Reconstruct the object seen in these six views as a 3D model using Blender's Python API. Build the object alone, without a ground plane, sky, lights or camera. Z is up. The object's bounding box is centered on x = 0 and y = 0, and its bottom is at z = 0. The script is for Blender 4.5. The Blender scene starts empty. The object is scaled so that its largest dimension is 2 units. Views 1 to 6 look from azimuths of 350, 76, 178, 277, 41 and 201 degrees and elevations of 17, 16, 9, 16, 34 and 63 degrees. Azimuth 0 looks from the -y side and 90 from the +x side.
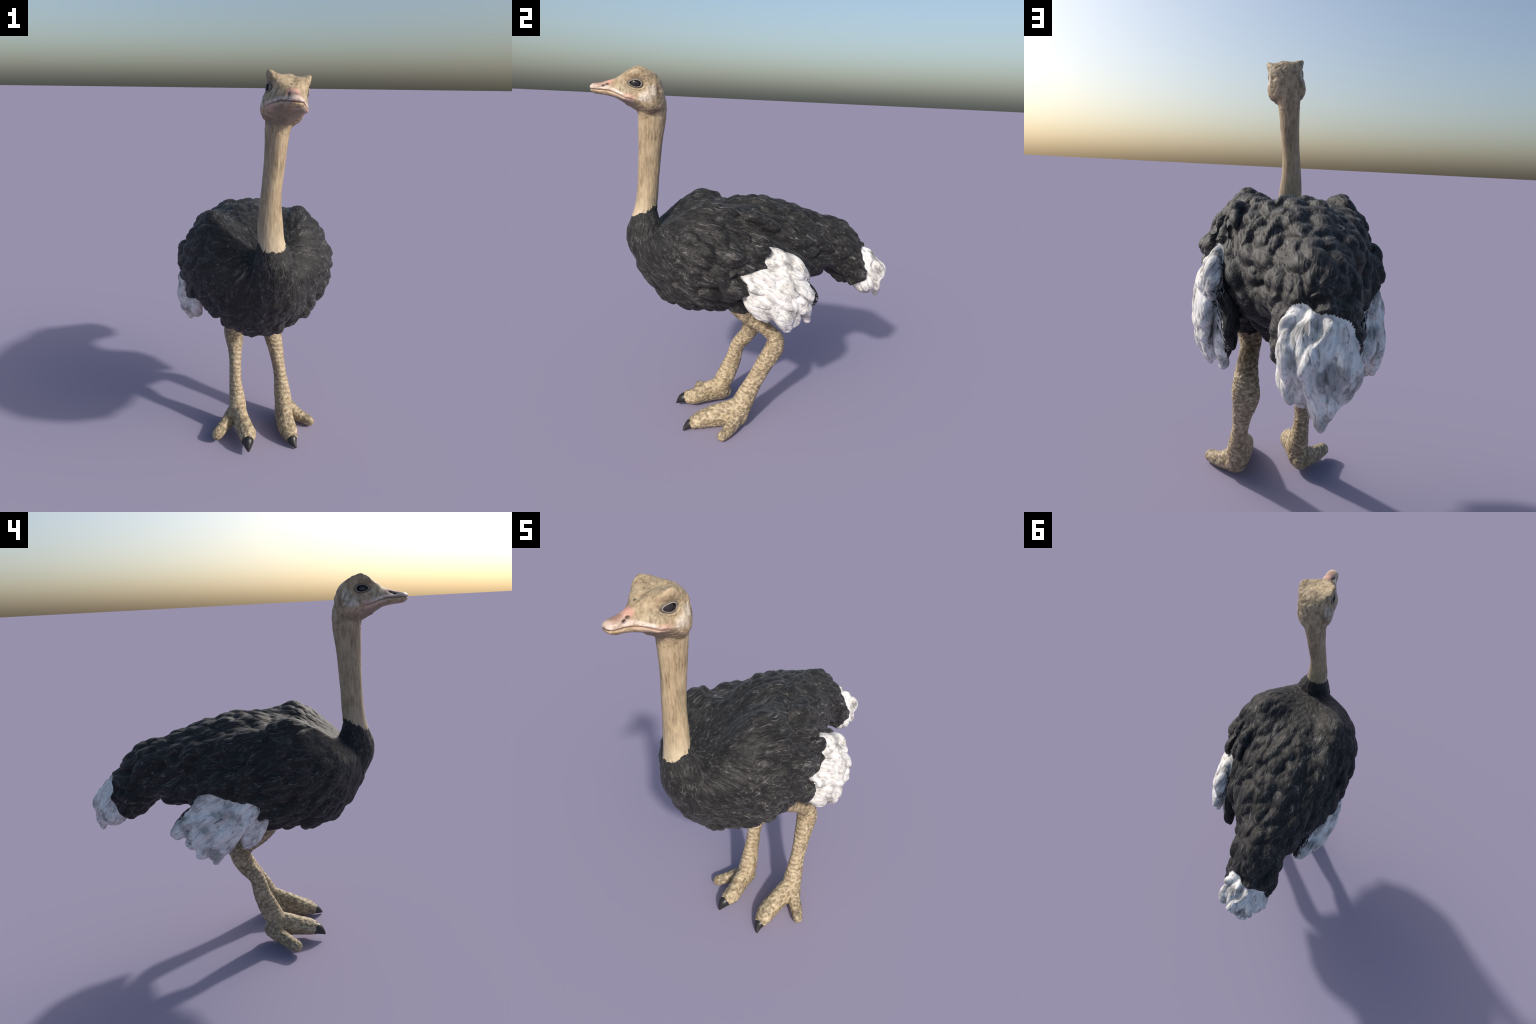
import bpy, bmesh, math, random
import numpy as np
from mathutils import Vector, kdtree
from mathutils.bvhtree import BVHTree

rng = np.random.default_rng(11)
random.seed(11)
VOX = 0.0032

# ------------------------------------------------------------------ helpers
def catmull(pts, n, closed=False):
    """Centripetal-free Catmull-Rom through rows of pts, n samples per span."""
    P = np.asarray(pts, float)
    m = len(P)
    out = []
    spans = m if closed else m - 1
    for i in range(spans):
        p1, p2 = P[i], P[(i + 1) % m]
        p0 = P[i - 1] if (closed or i > 0) else 2 * p1 - p2
        p3 = P[(i + 2) % m] if (closed or i + 2 < m) else 2 * p2 - p1
        t = (np.arange(n) / n)[:, None]
        out.append(0.5 * (2 * p1 + (p2 - p0) * t + (2 * p0 - 5 * p1 + 4 * p2 - p3) * t ** 2 + (3 * p1 - p0 - 3 * p2 + p3) * t ** 3))
    if not closed:
        out.append(P[-1:])
    return np.concatenate(out)

class Soup:
    """Collects closed lofted pieces; each face remembers its piece label."""
    def __init__(self):
        self.v, self.f, self.lab, self.n = [], [], [], 0
    def loft(self, rings, label):
        rings = np.asarray(rings, float)
        k, m, _ = rings.shape
        base = self.n
        self.v.append(rings.reshape(-1, 3)); self.n += k * m
        a = np.arange(m); b = (a + 1) % m
        for i in range(k - 1):
            r0, r1 = base + i * m, base + (i + 1) * m
            for x, y in zip(a, b):
                self.f.append((r0 + x, r0 + y, r1 + y, r1 + x)); self.lab.append(label)
        for i, flip in ((0, True), (k - 1, False)):
            c = self.n
            self.v.append(rings[i].mean(0)[None]); self.n += 1
            r0 = base + i * m
            for x, y in zip(a, b):
                self.f.append((c, r0 + y, r0 + x) if flip else (c, r0 + x, r0 + y)); self.lab.append(label)
    def tube(self, path, label, n=6, m=28, side=(1, 0, 0), power=2.0, round_ends=True):
        """path rows: x, y, z, half width along `side`, half width across it."""
        S = catmull(path, n)
        C, ra, rb = S[:, :3], S[:, 3], S[:, 4]
        T = np.gradient(C, axis=0); T /= np.linalg.norm(T, axis=1)[:, None]
        A = np.asarray(side, float) - (T @ np.asarray(side, float))[:, None] * T
        A /= np.linalg.norm(A, axis=1)[:, None]
        B = np.cross(T, A)
        th = np.arange(m) / m * 2 * math.pi
        c, s = np.cos(th), np.sin(th)
        c = np.sign(c) * abs(c) ** (2 / power); s = np.sign(s) * abs(s) ** (2 / power)
        rings = C[:, None] + (ra[:, None] * c)[..., None] * A[:, None] + (rb[:, None] * s)[..., None] * B[:, None]
        if round_ends:
            def cap(i, d):
                r = []
                for q in (0.45, 0.75, 0.93):
                    off = d * T[i] * min(ra[i], rb[i]) * q
                    sc = math.sqrt(1 - q * q)
                    r.append(C[i] + off + (rings[i] - C[i]) * sc)
                return r
            rings = np.concatenate([np.array(cap(0, -1)[::-1]), rings, np.array(cap(-1, 1))])
        self.loft(rings, label)

def smoothstep(x, a, b):
    t = np.clip((x - a) / (b - a), 0, 1)
    return t * t * (3 - 2 * t)

def vnoise(p, scale, seed=0):
    """Value noise on lattice, -1..1."""
    q = p * scale + seed * 17.31
    i = np.floor(q).astype(np.int64); f = q - i
    f = f * f * (3 - 2 * f)
    def h(a, b, c):
        n = (a * 374761393 + b * 668265263 + c * 2147483647 + seed * 974634777) & 0x7fffffff
        n = ((n ^ (n >> 13)) * 1274126177) & 0x7fffffff
        return ((n ^ (n >> 16)) & 0xffff) / 32767.5 - 1
    r = 0
    for dx in (0, 1):
        for dy in (0, 1):
            for dz in (0, 1):
                w = (f[:, 0] if dx else 1 - f[:, 0]) * (f[:, 1] if dy else 1 - f[:, 1]) * (f[:, 2] if dz else 1 - f[:, 2])
                r = r + w * h(i[:, 0] + dx, i[:, 1] + dy, i[:, 2] + dz)
    return r

body = Soup()
(TORSO, TAIL, NECK, HEAD, PLUME_A, PLUME_B, LEG_A, LEG_B, TAILPLUME, BEAK, FOOT_A, FOOT_B, WING_A, WING_B) = range(14)

# ------------------------------------------------------------------ torso
# station: y, centre x, back height, groove (a, z), shoulder (a, z), half width, its z, low (a, z), belly z
torso = [
    (-.655, .034, 1.110, .030, 1.108, .055, 1.095, .030, 1.108, .055, 1.095, .055, 1.025, .050, .965, .950),
    (-.610, .014, 1.145, .060, 1.140, .100, 1.118, .060, 1.140, .100, 1.118, .148, 1.040, .095, .910, .875),
    (-.520, -.003, 1.180, .075, 1.180, .160, 1.185, .080, 1.178, .165, 1.180, .256, 1.060, .132, .828, .768),
    (-.400, .004, 1.228, .065, 1.240, .195, 1.288, .100, 1.236, .215, 1.280, .346, 1.055, .176, .775, .712),
    (-.270, .002, 1.282, .065, 1.290, .215, 1.348, .130, 1.285, .246, 1.341, .382, 1.045, .198, .768, .688),
    (-.120, .000, 1.314, .135, 1.304, .220, 1.290, .165, 1.276, .252, 1.284, .386, 1.030, .212, .780, .694),
    (.030, -.006, 1.325, .160, 1.276, .196, 1.252, .165, 1.270, .235, 1.258, .370, 1.000, .205, .802, .710),
    (.150, -.030, 1.298, .145, 1.250, .200, 1.212, .150, 1.250, .222, 1.214, .322, .985, .200, .828, .752),
    (.280, -.040, 1.268, .112, 1.232, .168, 1.178, .118, 1.232, .182, 1.185, .242, .985, .165, .872, .832),
    (.400, -.062, 1.224, .078, 1.200, .125, 1.148, .080, 1.200, .130, 1.150, .168, 1.020, .118, .902, .882),
    (.480, -.068, 1.172, .052, 1.158, .080, 1.120, .055, 1.158, .080, 1.120, .116, 1.010, .080, .935, .912),
    (.530, -.066, 1.110, .030, 1.100, .045, 1.080, .030, 1.100, .045, 1.080, .055, 1.010, .045, .965, .945),
]
S = catmull(torso, 6)
rings = []
for y, xc, T, ga, gz, sa, sz, ga2, gz2, sa2, sz2, w, wz, la, lz, B in S:
    def side_of(ga, gz, sa, sz):
        return [(ga * .6, T * .8 + gz * .2), (ga, gz), (sa, sz), (sa * .42 + w * (.58 + .075 * smoothstep(-y, .1, .25)), sz * .48 + wz * .52 + .015), (w, wz),
                (w * .62 + la * .42, wz * .45 + lz * .55 - .015), (la, lz), (la * .5, lz * .3 + B * .7)]
    full = [(0, T)] + side_of(ga, gz, sa, sz) + [(0, B)] + [(-a, z) for a, z in reversed(side_of(ga2, gz2, sa2, sz2))]
    pl = catmull(full, 5, closed=True)
    rings.append(np.column_stack([xc + pl[:, 0], np.full(len(pl), y), pl[:, 1]]))
body.loft(rings, TORSO)

# ------------------------------------------------------------------ tail: upper edge (y,z), lower edge (y,z), half width
tail = [
    (.280, 1.200, .320, .930, .120), (.390, 1.212, .400, .905, .138), (.484, 1.200, .458, .898, .140), (.584, 1.160, .520, .864, .132), (.672, 1.070, .580, .812, .132),
    (.748, .996, .640, .775, .136), (.800, .930, .692, .742, .130), (.824, .878, .735, .730, .104),
    (.820, .825, .765, .728, .072), (.806, .775, .784, .734, .032)]
S = catmull(tail, 6)
rings = []
th = np.arange(40) / 40 * 2 * math.pi
for yu, zu, yl, zl, w in S:
    u = np.array([0, yu, zu]); l = np.array([0, yl, zl])
    mid = (u + l) / 2; h = (u - l) / 2
    c, s = np.cos(th), np.sin(th)
    c = np.sign(c) * abs(c) ** np.where(s > 0, 1.08, .8); s = np.sign(s) * abs(s) ** np.where(s > 0, 1.0, .8)
    x0 = -.054 - .010 * smoothstep(mid[1], .4, .7)
    rings.append(np.column_stack([x0 + w * c, mid[1] + h[1] * s, mid[2] + h[2] * s]))
body.loft(rings, TAIL)
for t in [  # hanging feather tongues of the tail end: spine, half breadth, half thickness
    [(-.060, 0.767, 0.888, .050, .035), (-.066, 0.812, 0.790, .048, .034), (-.063, 0.822, 0.734, .034, .026), (-.061, 0.822, 0.702, .015, .014)],
    [(.015, 0.717, 0.938, .050, .040), (.030, 0.762, 0.858, .038, .034), (.026, 0.782, 0.793, .024, .022), (.020, 0.785, 0.760, .012, .012)],
    [(-.120, .717, .918, .050, .040), (-.134, .762, .852, .034, .034), (-.126, .782, .800, .024, .022), (-.122, .785, .774, .012, .012)],
    [(.010, 0.717, 0.973, .050, .035), (.042, 0.777, 0.903, .036, .030), (.042, 0.795, 0.858, .024, .020)],
    [(-.090, 0.722, 0.973, .050, .035), (-.108, 0.797, 0.893, .040, .030), (-.102, 0.822, 0.833, .030, .022), (-.098, 0.817, 0.803, .016, .014)],
    [(-.025, 0.722, 0.978, .050, .035), (-.030, 0.807, 0.903, .042, .030), (-.034, 0.833, 0.838, .032, .022), (-.038, 0.829, 0.793, .016, .014)],
]:
    body.tube(t, TAIL, n=6, m=20)
# broad overlapping feathers at the rear edge of each folded wing
wing_a = [
    [(.275, -.220, 1.190, .022, .050), (.306, -.100, 1.170, .024, .060), (.302, -.020, 1.152, .024, .054), (.288, .040, 1.140, .016, .034)],
    [(.342, -.190, 1.112, .022, .045), (.356, -.090, 1.100, .024, .055), (.352, -.030, 1.090, .022, .048), (.346, .002, 1.083, .016, .030)],
    [(.368, -.210, 1.040, .022, .045), (.382, -.110, 1.035, .024, .054), (.380, -.065, 1.025, .022, .044), (.376, -.040, 1.018, .016, .028)],
    [(.366, -.250, .960, .022, .045), (.376, -.165, .935, .024, .052), (.374, -.110, .905, .022, .042), (.370, -.085, .888, .016, .026)],
    [(.305, -.300, 1.200, .020, .045), (.330, -.200, 1.178, .024, .056), (.338, -.130, 1.160, .022, .048), (.338, -.098, 1.148, .016, .030)],
    [(.362, -.340, 1.100, .020, .045), (.380, -.230, 1.092, .024, .056), (.384, -.165, 1.080, .022, .048), (.382, -.135, 1.070, .016, .030)],
    [(.240, -.160, 1.250, .020, .045), (.262, -.060, 1.228, .024, .055), (.258, .020, 1.208, .022, .046), (.250, .060, 1.195, .016, .030)],
]
wing_b = [
    [(-.345, -.200, 1.095, .022, .045), (-.360, -.090, 1.076, .024, .055), (-.356, -.010, 1.060, .022, .048), (-.358, .025, 1.050, .016, .030)],
    [(-.366, -.230, 1.010, .022, .045), (-.374, -.125, .995, .024, .054), (-.373, -.065, .978, .022, .044), (-.378, -.035, .966, .016, .028)],
    [(-.346, -.270, .935, .022, .045), (-.358, -.185, .915, .024, .052), (-.358, -.125, .893, .022, .042), (-.355, -.098, .880, .016, .026)],
    [(-.295, -.300, 1.185, .020, .045), (-.322, -.180, 1.158, .024, .056), (-.322, -.100, 1.140, .022, .048), (-.318, -.060, 1.128, .016, .030)],
    [(-.240, -.160, 1.235, .020, .045), (-.268, -.050, 1.212, .024, .055), (-.266, .030, 1.190, .022, .046), (-.258, .070, 1.178, .016, .030)],
]
for group, lab_, tuck in ((wing_a, WING_A, -.020), (wing_b, WING_B, .007)):
    for t in group:
        t = [(q[0] + tuck,) + q[1:] for q in t]
        body.tube(t, lab_, n=6, m=20, power=2.3)

# ------------------------------------------------------------------ neck
neck = [(.030, -.40, .96, .26, .20), (.014, -.53, 1.04, .150, .142), (.012, -.597, 1.12, .112, .112), (.004, -.606, 1.19, .083, .082), (-.005, -.602, 1.26, .0625, .0615), (-.009, -.591, 1.335, .0585, .0565),
        (-.008, -.585, 1.42, .0500, .0553), (-.002, -.579, 1.51, .0455, .0583), (.008, -.573, 1.60, .0470, .0610), (.016, -.567, 1.69, .0510, .0670), (.022, -.563, 1.755, .0555, .0720),
        (.032, -.566, 1.82, .064, .076), (.040, -.575, 1.88, .060, .068)]
body.tube(neck, NECK, n=6, m=36)

# ------------------------------------------------------------------ head, lofted front to back in its own frame
HEAD_O = np.array([.046, -.62, 1.90])
ROLL, YAW = math.radians(7.0), math.radians(3.0)
ca, sa_ = math.cos(ROLL), math.sin(ROLL); cy, sy = math.cos(YAW), math.sin(YAW)
ROT = np.array([[cy, sy, 0], [-sy, cy, 0], [0, 0, 1]]) @ np.array([[ca, 0, sa_], [0, 1, 0], [-sa_, 0, ca]])
def head_to_world(p):
    return (np.asarray(p) - HEAD_O * [0, 1, 1]) @ ROT.T + HEAD_O
def world_to_head(p):
    return (np.asarray(p) - HEAD_O) @ ROT + HEAD_O * [0, 1, 1]
# y, then half outline (a, z) from crown to chin
head = [
    (-.862, [(0, 1.894), (.008, 1.892), (.012, 1.889), (.013, 1.885), (.012, 1.880), (.009, 1.876), (0, 1.873)]),
    (-.852, [(0, 1.903), (.015, 1.900), (.023, 1.892), (.026, 1.884), (.025, 1.873), (.018, 1.864), (0, 1.861)]),
    (-.832, [(0, 1.907), (.017, 1.904), (.028, 1.894), (.033, 1.882), (.031, 1.868), (.021, 1.857), (0, 1.854)]),
    (-.800, [(0, 1.914), (.013, 1.911), (.026, 1.899), (.036, 1.881), (.034, 1.866), (.023, 1.855), (0, 1.851)]),
    (-.768, [(0, 1.924), (.013, 1.921), (.028, 1.906), (.046, 1.880), (.046, 1.863), (.032, 1.851), (0, 1.847)]),
    (-.740, [(0, 1.935), (.018, 1.932), (.038, 1.916), (.058, 1.876), (.060, 1.857), (.042, 1.845), (0, 1.840)]),
    (-.715, [(0, 1.949), (.026, 1.951), (.052, 1.935), (.064, 1.886), (.071, 1.853), (.040, 1.836), (0, 1.824)]),
    (-.690, [(0, 1.961), (.034, 1.967), (.066, 1.956), (.070, 1.908), (.080, 1.850), (.037, 1.828), (0, 1.807)]),
    (-.665, [(0, 1.970), (.042, 1.977), (.080, 1.977), (.076, 1.918), (.086, 1.848), (.041, 1.819), (0, 1.792)]),
    (-.637, [(0, 1.974), (.046, 1.981), (.089, 1.990), (.081, 1.922), (.090, 1.846), (.050, 1.808), (0, 1.777)]),
    (-.605, [(0, 1.984), (.044, 1.983), (.088, 1.983), (.083, 1.916), (.094, 1.844), (.062, 1.798), (0, 1.757)]),
    (-.575, [(0, 1.980), (.042, 1.977), (.078, 1.966), (.083, 1.908), (.095, 1.842), (.074, 1.790), (0, 1.760)]),
    (-.545, [(0, 1.966), (.036, 1.961), (.068, 1.942), (.076, 1.896), (.084, 1.842), (.066, 1.794), (0, 1.765)]),
    (-.520, [(0, 1.936), (.028, 1.931), (.050, 1.914), (.058, 1.880), (.062, 1.842), (.052, 1.800), (0, 1.772)]),
    (-.502, [(0, 1.894), (.018, 1.890), (.030, 1.878), (.036, 1.860), (.038, 1.842), (.032, 1.816), (0, 1.790)]),
]
flat = np.array([[y] + [c for q in pts for c in q] for y, pts in head])
flat = catmull(flat, 4)
rings = []
for row in flat:
    half = row[1:].reshape(-1, 2)
    full = np.concatenate([half, half[-2:0:-1] * [-1, 1]])
    pl = catmull(full, 4, closed=True)
    pl[:, 0] *= 1 + (pl[:, 0] < 0) * (.05 + .05 * smoothstep(pl[:, 1], 1.94, 1.98)) * smoothstep(row[0], -.74, -.68)      # the right brow juts further
    rings.append(head_to_world(np.column_stack([pl[:, 0], np.full(len(pl), row[0]), pl[:, 1]])))
body.loft(rings[::-1], HEAD)
# ------------------------------------------------------------------ legs: spine x, y, z, half width, half depth
leg_a = [(.145, -.085, .85, .115, .12), (.166, -.090, .760, .076, .080), (0.16, -0.035, 0.665, 0.048, 0.042), (0.168, 0.055, 0.605, 0.047, 0.038), (0.17, 0.115, 0.545, 0.056, 0.045),
         (0.168, 0.12, 0.49, 0.06, 0.054), (0.172, 0.096, 0.44, 0.0525, 0.054), (0.18, 0.057, 0.385, 0.045, 0.051), (0.187, 0.015, 0.31, 0.038, 0.05),
         (0.192, -0.02, 0.25, 0.0375, 0.054), (0.196, -0.05, 0.19, 0.045, 0.06), (0.2, -0.08, 0.12, 0.051, 0.062), (0.204, -0.095, 0.065, 0.05, 0.054)]
leg_b = [(-.130, -.115, .85, .105, .12), (-.124, -.120, .760, .076, .080), (-.104, -.078, .67, .057, .054), (-.090, -.006, .605, .051, .047), (-.086, .034, .552, .057, .055),
         (-.085, .028, .51, .056, .056), (-.084, .000, .455, .044, .049), (-.088, -.040, .41, .037, .045), (-.09, -.060, .365, .0345, .045),
         (-.0925, -.075, .3, .0345, .05), (-.092, -.098, .24, .038, .056), (-.089, -.124, .18, .046, .058), (-.088, -.152, .12, .050, .058), (-.092, -.160, .072, .048, .048)]
body.tube(leg_a, LEG_A, n=5, m=28, power=2.1)
body.tube(leg_b, LEG_B, n=5, m=28, power=2.1)
# toes
body.tube([(.192, -.115, .090, .050, .085), (.182, -.200, .074, .050, .072), (.178, -.270, .060, .052, .059), (.182, -.320, .050, .050, .048), (.186, -.350, .040, .040, .036)], LEG_A, m=28)
body.tube([(.215, -.100, .075, .045, .060), (.258, -.132, .052, .038, .046), (.300, -.168, .037, .033, .035), (.335, -.205, .031, .029, .029)], LEG_A, m=24, side=(.6, .8, 0))
body.tube([(.205, -.060, .085, .040, .03), (.222, -.080, .055, .036, .03), (.236, -.102, .052, .026, .02)], LEG_A, m=20)
body.tube([(-.086, -.145, .100, .047, .078), (-.078, -.215, .091, .045, .069), (-.066, -.285, .076, .046, .055), (-.060, -.325, .069, .049, .050), (-.064, -.352, .066, .044, .044)], LEG_B, m=28)
body.tube([(-.105, -.125, .080, .045, .060), (-.142, -.165, .064, .039, .047), (-.182, -.215, .054, .035, .037), (-.225, -.272, .045, .031, .033)], LEG_B, m=24, side=(-.8, .6, 0))
body.tube([(-.102, -.118, .085, .036, .03), (-.115, -.130, .058, .030, .03), (-.128, -.142, .054, .026, .02)], LEG_B, m=20)

# ------------------------------------------------------------------ white plumes at the wing ends: tongues (spine, half thickness, half breadth)
plume_a = [
    [(.278, -.020, 1.075, .045, .055), (.306, .070, 1.045, .040, .064), (.316, .150, .998, .036, .062), (.314, .205, .958, .028, .044), (.310, .230, .942, .014, .022)],
    [(.345, -.130, .990, .036, .030), (.358, -.020, .962, .038, .066), (.360, .110, .915, .036, .078), (.350, .205, .868, .030, .058), (.338, .252, .842, .016, .030)],
    [(.325, -.010, 1.025, .038, .060), (.344, .090, .980, .038, .066), (.344, .175, .925, .032, .054), (.336, .222, .898, .018, .030)],
    [(.350, -.060, .940, .040, .060), (.364, .060, .880, .038, .068), (.354, .170, .820, .034, .058), (.342, .232, .792, .022, .036), (.336, .256, .782, .012, .020)],
    [(.345, -.060, .940, .040, .055), (.364, .020, .860, .040, .064), (.350, .092, .755, .036, .050), (.325, .136, .675, .024, .030), (.315, .150, .650, .013, .018)],
    [(.345, .020, .890, .040, .055), (.352, .100, .815, .038, .056), (.336, .160, .745, .032, .046), (.315, .184, .692, .020, .028)],
    [(.320, -.080, .880, .045, .050), (.345, -.050, .830, .040, .054), (.338, .005, .778, .034, .044), (.322, .040, .742, .024, .028), (.316, .055, .730, .012, .016)],
    [(.260, .020, 1.000, .045, .075), (.272, .130, .890, .040, .070), (.270, .215, .785, .032, .052), (.263, .258, .728, .024, .032), (.258, .278, .688, .012, .018)],
    [(.300, .000, .930, .045, .070), (.305, .100, .820, .040, .060), (.290, .150, .735, .030, .042), (.278, .170, .690, .018, .024)],
    [(.262, .090, .960, .040, .060), (.250, .210, .880, .036, .058), (.236, .285, .805, .026, .040), (.228, .312, .768, .013, .020)],
]
plume_b = [
    [(-.320, -.030, 1.015, .050, .045), (-.330, .060, .975, .040, .062), (-.330, .150, .928, .036, .058), (-.322, .200, .898, .028, .044), (-.330, .232, .885, .014, .022)],
    [(-.335, .020, .935, .042, .060), (-.328, .150, .868, .036, .058), (-.306, .260, .796, .032, .048), (-.285, .320, .757, .024, .036), (-.272, .345, .742, .013, .022)],
    [(-.345, -.080, .925, .044, .060), (-.356, .040, .870, .038, .072), (-.350, .150, .805, .036, .066), (-.345, .228, .738, .028, .046), (-.340, .262, .712, .015, .024)],
    [(-.340, -.060, .890, .044, .058), (-.362, .030, .805, .040, .058), (-.354, .092, .710, .036, .044), (-.340, .122, .650, .024, .032), (-.332, .130, .620, .013, .020)],
    [(-.345, .040, .830, .040, .055), (-.355, .130, .740, .036, .052), (-.345, .190, .675, .026, .036), (-.342, .208, .652, .014, .020)],
    [(-.300, -.110, .840, .040, .050), (-.320, -.080, .790, .036, .056), (-.316, -.050, .740, .030, .044), (-.306, -.032, .706, .016, .024)],
    [(-.270, .060, .950, .045, .075), (-.275, .180, .870, .040, .070), (-.260, .290, .785, .032, .052), (-.248, .345, .735, .018, .028)],
    [(-.300, .000, .900, .045, .065), (-.305, .090, .790, .040, .060), (-.290, .150, .700, .030, .044), (-.285, .175, .655, .016, .024)],
]
for group, lab in ((plume_a, PLUME_A), (plume_b, PLUME_B)):
    for t in group:
        body.tube(t, lab, n=6, m=24, power=2.3)

# ------------------------------------------------------------------ one skin: voxel remesh of all pieces
src_v = np.concatenate(body.v); src_f = body.f; src_lab = np.array(body.lab)
me = bpy.data.meshes.new("body_source"); me.from_pydata(src_v.tolist(), [], src_f); me.update()
bm = bmesh.new(); bm.from_mesh(me); bmesh.ops.recalc_face_normals(bm, faces=bm.faces); bm.to_mesh(me); bm.free()
tmp = bpy.data.objects.new("body_source", me); bpy.context.scene.collection.objects.link(tmp)
mod = tmp.modifiers.new("skin", "REMESH"); mod.mode = "VOXEL"; mod.voxel_size = VOX; mod.adaptivity = 0
dg = bpy.context.evaluated_depsgraph_get()
rm = bpy.data.meshes.new_from_object(tmp.evaluated_get(dg), depsgraph=dg)
bvh = BVHTree.FromPolygons([Vector(v) for v in src_v], src_f)
bpy.data.objects.remove(tmp)

def mesh_arrays(m):
    V = np.empty(len(m.vertices) * 3); m.vertices.foreach_get("co", V); V = V.reshape(-1, 3)
    F = np.empty(len(m.loops), np.int64); m.loops.foreach_get("vertex_index", F)
    E = np.empty(len(m.edges) * 2, np.int64); m.edges.foreach_get("vertices", E)
    return V, F, E.reshape(-1, 2)

# finer skin on the head: split its faces once
bm = bmesh.new(); bm.from_mesh(rm)
bmesh.ops.subdivide_edges(bm, edges=[e for e in bm.edges if e.verts[0].co.z > 1.74 and e.verts[1].co.z > 1.74], cuts=1, use_grid_fill=True)
bmesh.ops.triangulate(bm, faces=[f for f in bm.faces if len(f.verts) > 4])
bm.to_mesh(rm); bm.free()
V, LV, E = mesh_arrays(rm)
NV = len(V)
lab = np.array([src_lab[bvh.find_nearest(p)[2]] for p in V.tolist()])
deg = np.bincount(E.ravel(), minlength=NV)

def smooth(X, it, w=0.5, weight=None):
    X = X.copy()
    for _ in range(it):
        if X.ndim == 1:
            s = np.bincount(E[:, 0], X[E[:, 1]], NV) + np.bincount(E[:, 1], X[E[:, 0]], NV)
            d = s / deg - X
        else:
            d = np.column_stack([(np.bincount(E[:, 0], X[E[:, 1], k], NV) + np.bincount(E[:, 1], X[E[:, 0], k], NV)) / deg for k in range(3)]) - X
        X += w * d * (1 if weight is None else (weight if X.ndim == 1 else weight[:, None]))
    return X

LS = np.empty(len(rm.polygons), np.int64); rm.polygons.foreach_get("loop_start", LS)
LT = np.empty(len(rm.polygons), np.int64); rm.polygons.foreach_get("loop_total", LT)
def normals(X):
    n = np.zeros_like(X)
    a, b, c = X[LV[LS]], X[LV[LS + 1]], X[LV[LS + 2]]
    d = X[LV[LS + LT - 1]]
    fn = np.cross(c - a, d - b) if True else 0
    tri = LT == 3
    fn[tri] = np.cross(b[tri] - a[tri], c[tri] - a[tri])
    for k in range(4):
        ok = LT > k
        idx = LV[LS[ok] + k]
        for j in range(3):
            n[:, j] += np.bincount(idx, fn[ok, j], NV)
    return n / np.maximum(np.linalg.norm(n, axis=1), 1e-12)[:, None]

wt = np.ones(NV); wt[lab == HEAD] = .8
V = smooth(V, 8, .5, wt)
V = smooth(V, 14, .5, (lab == HEAD) * smoothstep(world_to_head(V)[:, 2], 1.955, 1.985))
feath = np.isin(lab, (TORSO, TAIL, NECK)) & (V[:, 2] < 1.5)
V = smooth(V, 25, .5, feath * smoothstep(-V[:, 2], -1.26, -1.12) * .9)
rump = np.isin(lab, (TORSO, TAIL)) * smoothstep(V[:, 1], .27, .36) * smoothstep(-V[:, 1], -.60, -.52)
V = smooth(V, 60, .5, rump)
N = normals(V)

# ------------------------------------------------------------------ where black feathers begin on the neck
ROOT = np.array([0., -.615, 1.27])       # feathers stream away from here
ang = np.arctan2(V[:, 0] + .005, -(V[:, 1] + .60))
collar_z = 1.255 - .034 * np.cos(ang) + .012 * np.abs(((ang * 2.2 / math.pi * 2.5) % 2) - 1) + .007 * vnoise(V, 60, 3)
on_neck = (lab == NECK)
region = lab.copy()
region[(lab == NECK) & (V[:, 2] < collar_z)] = TORSO

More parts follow.
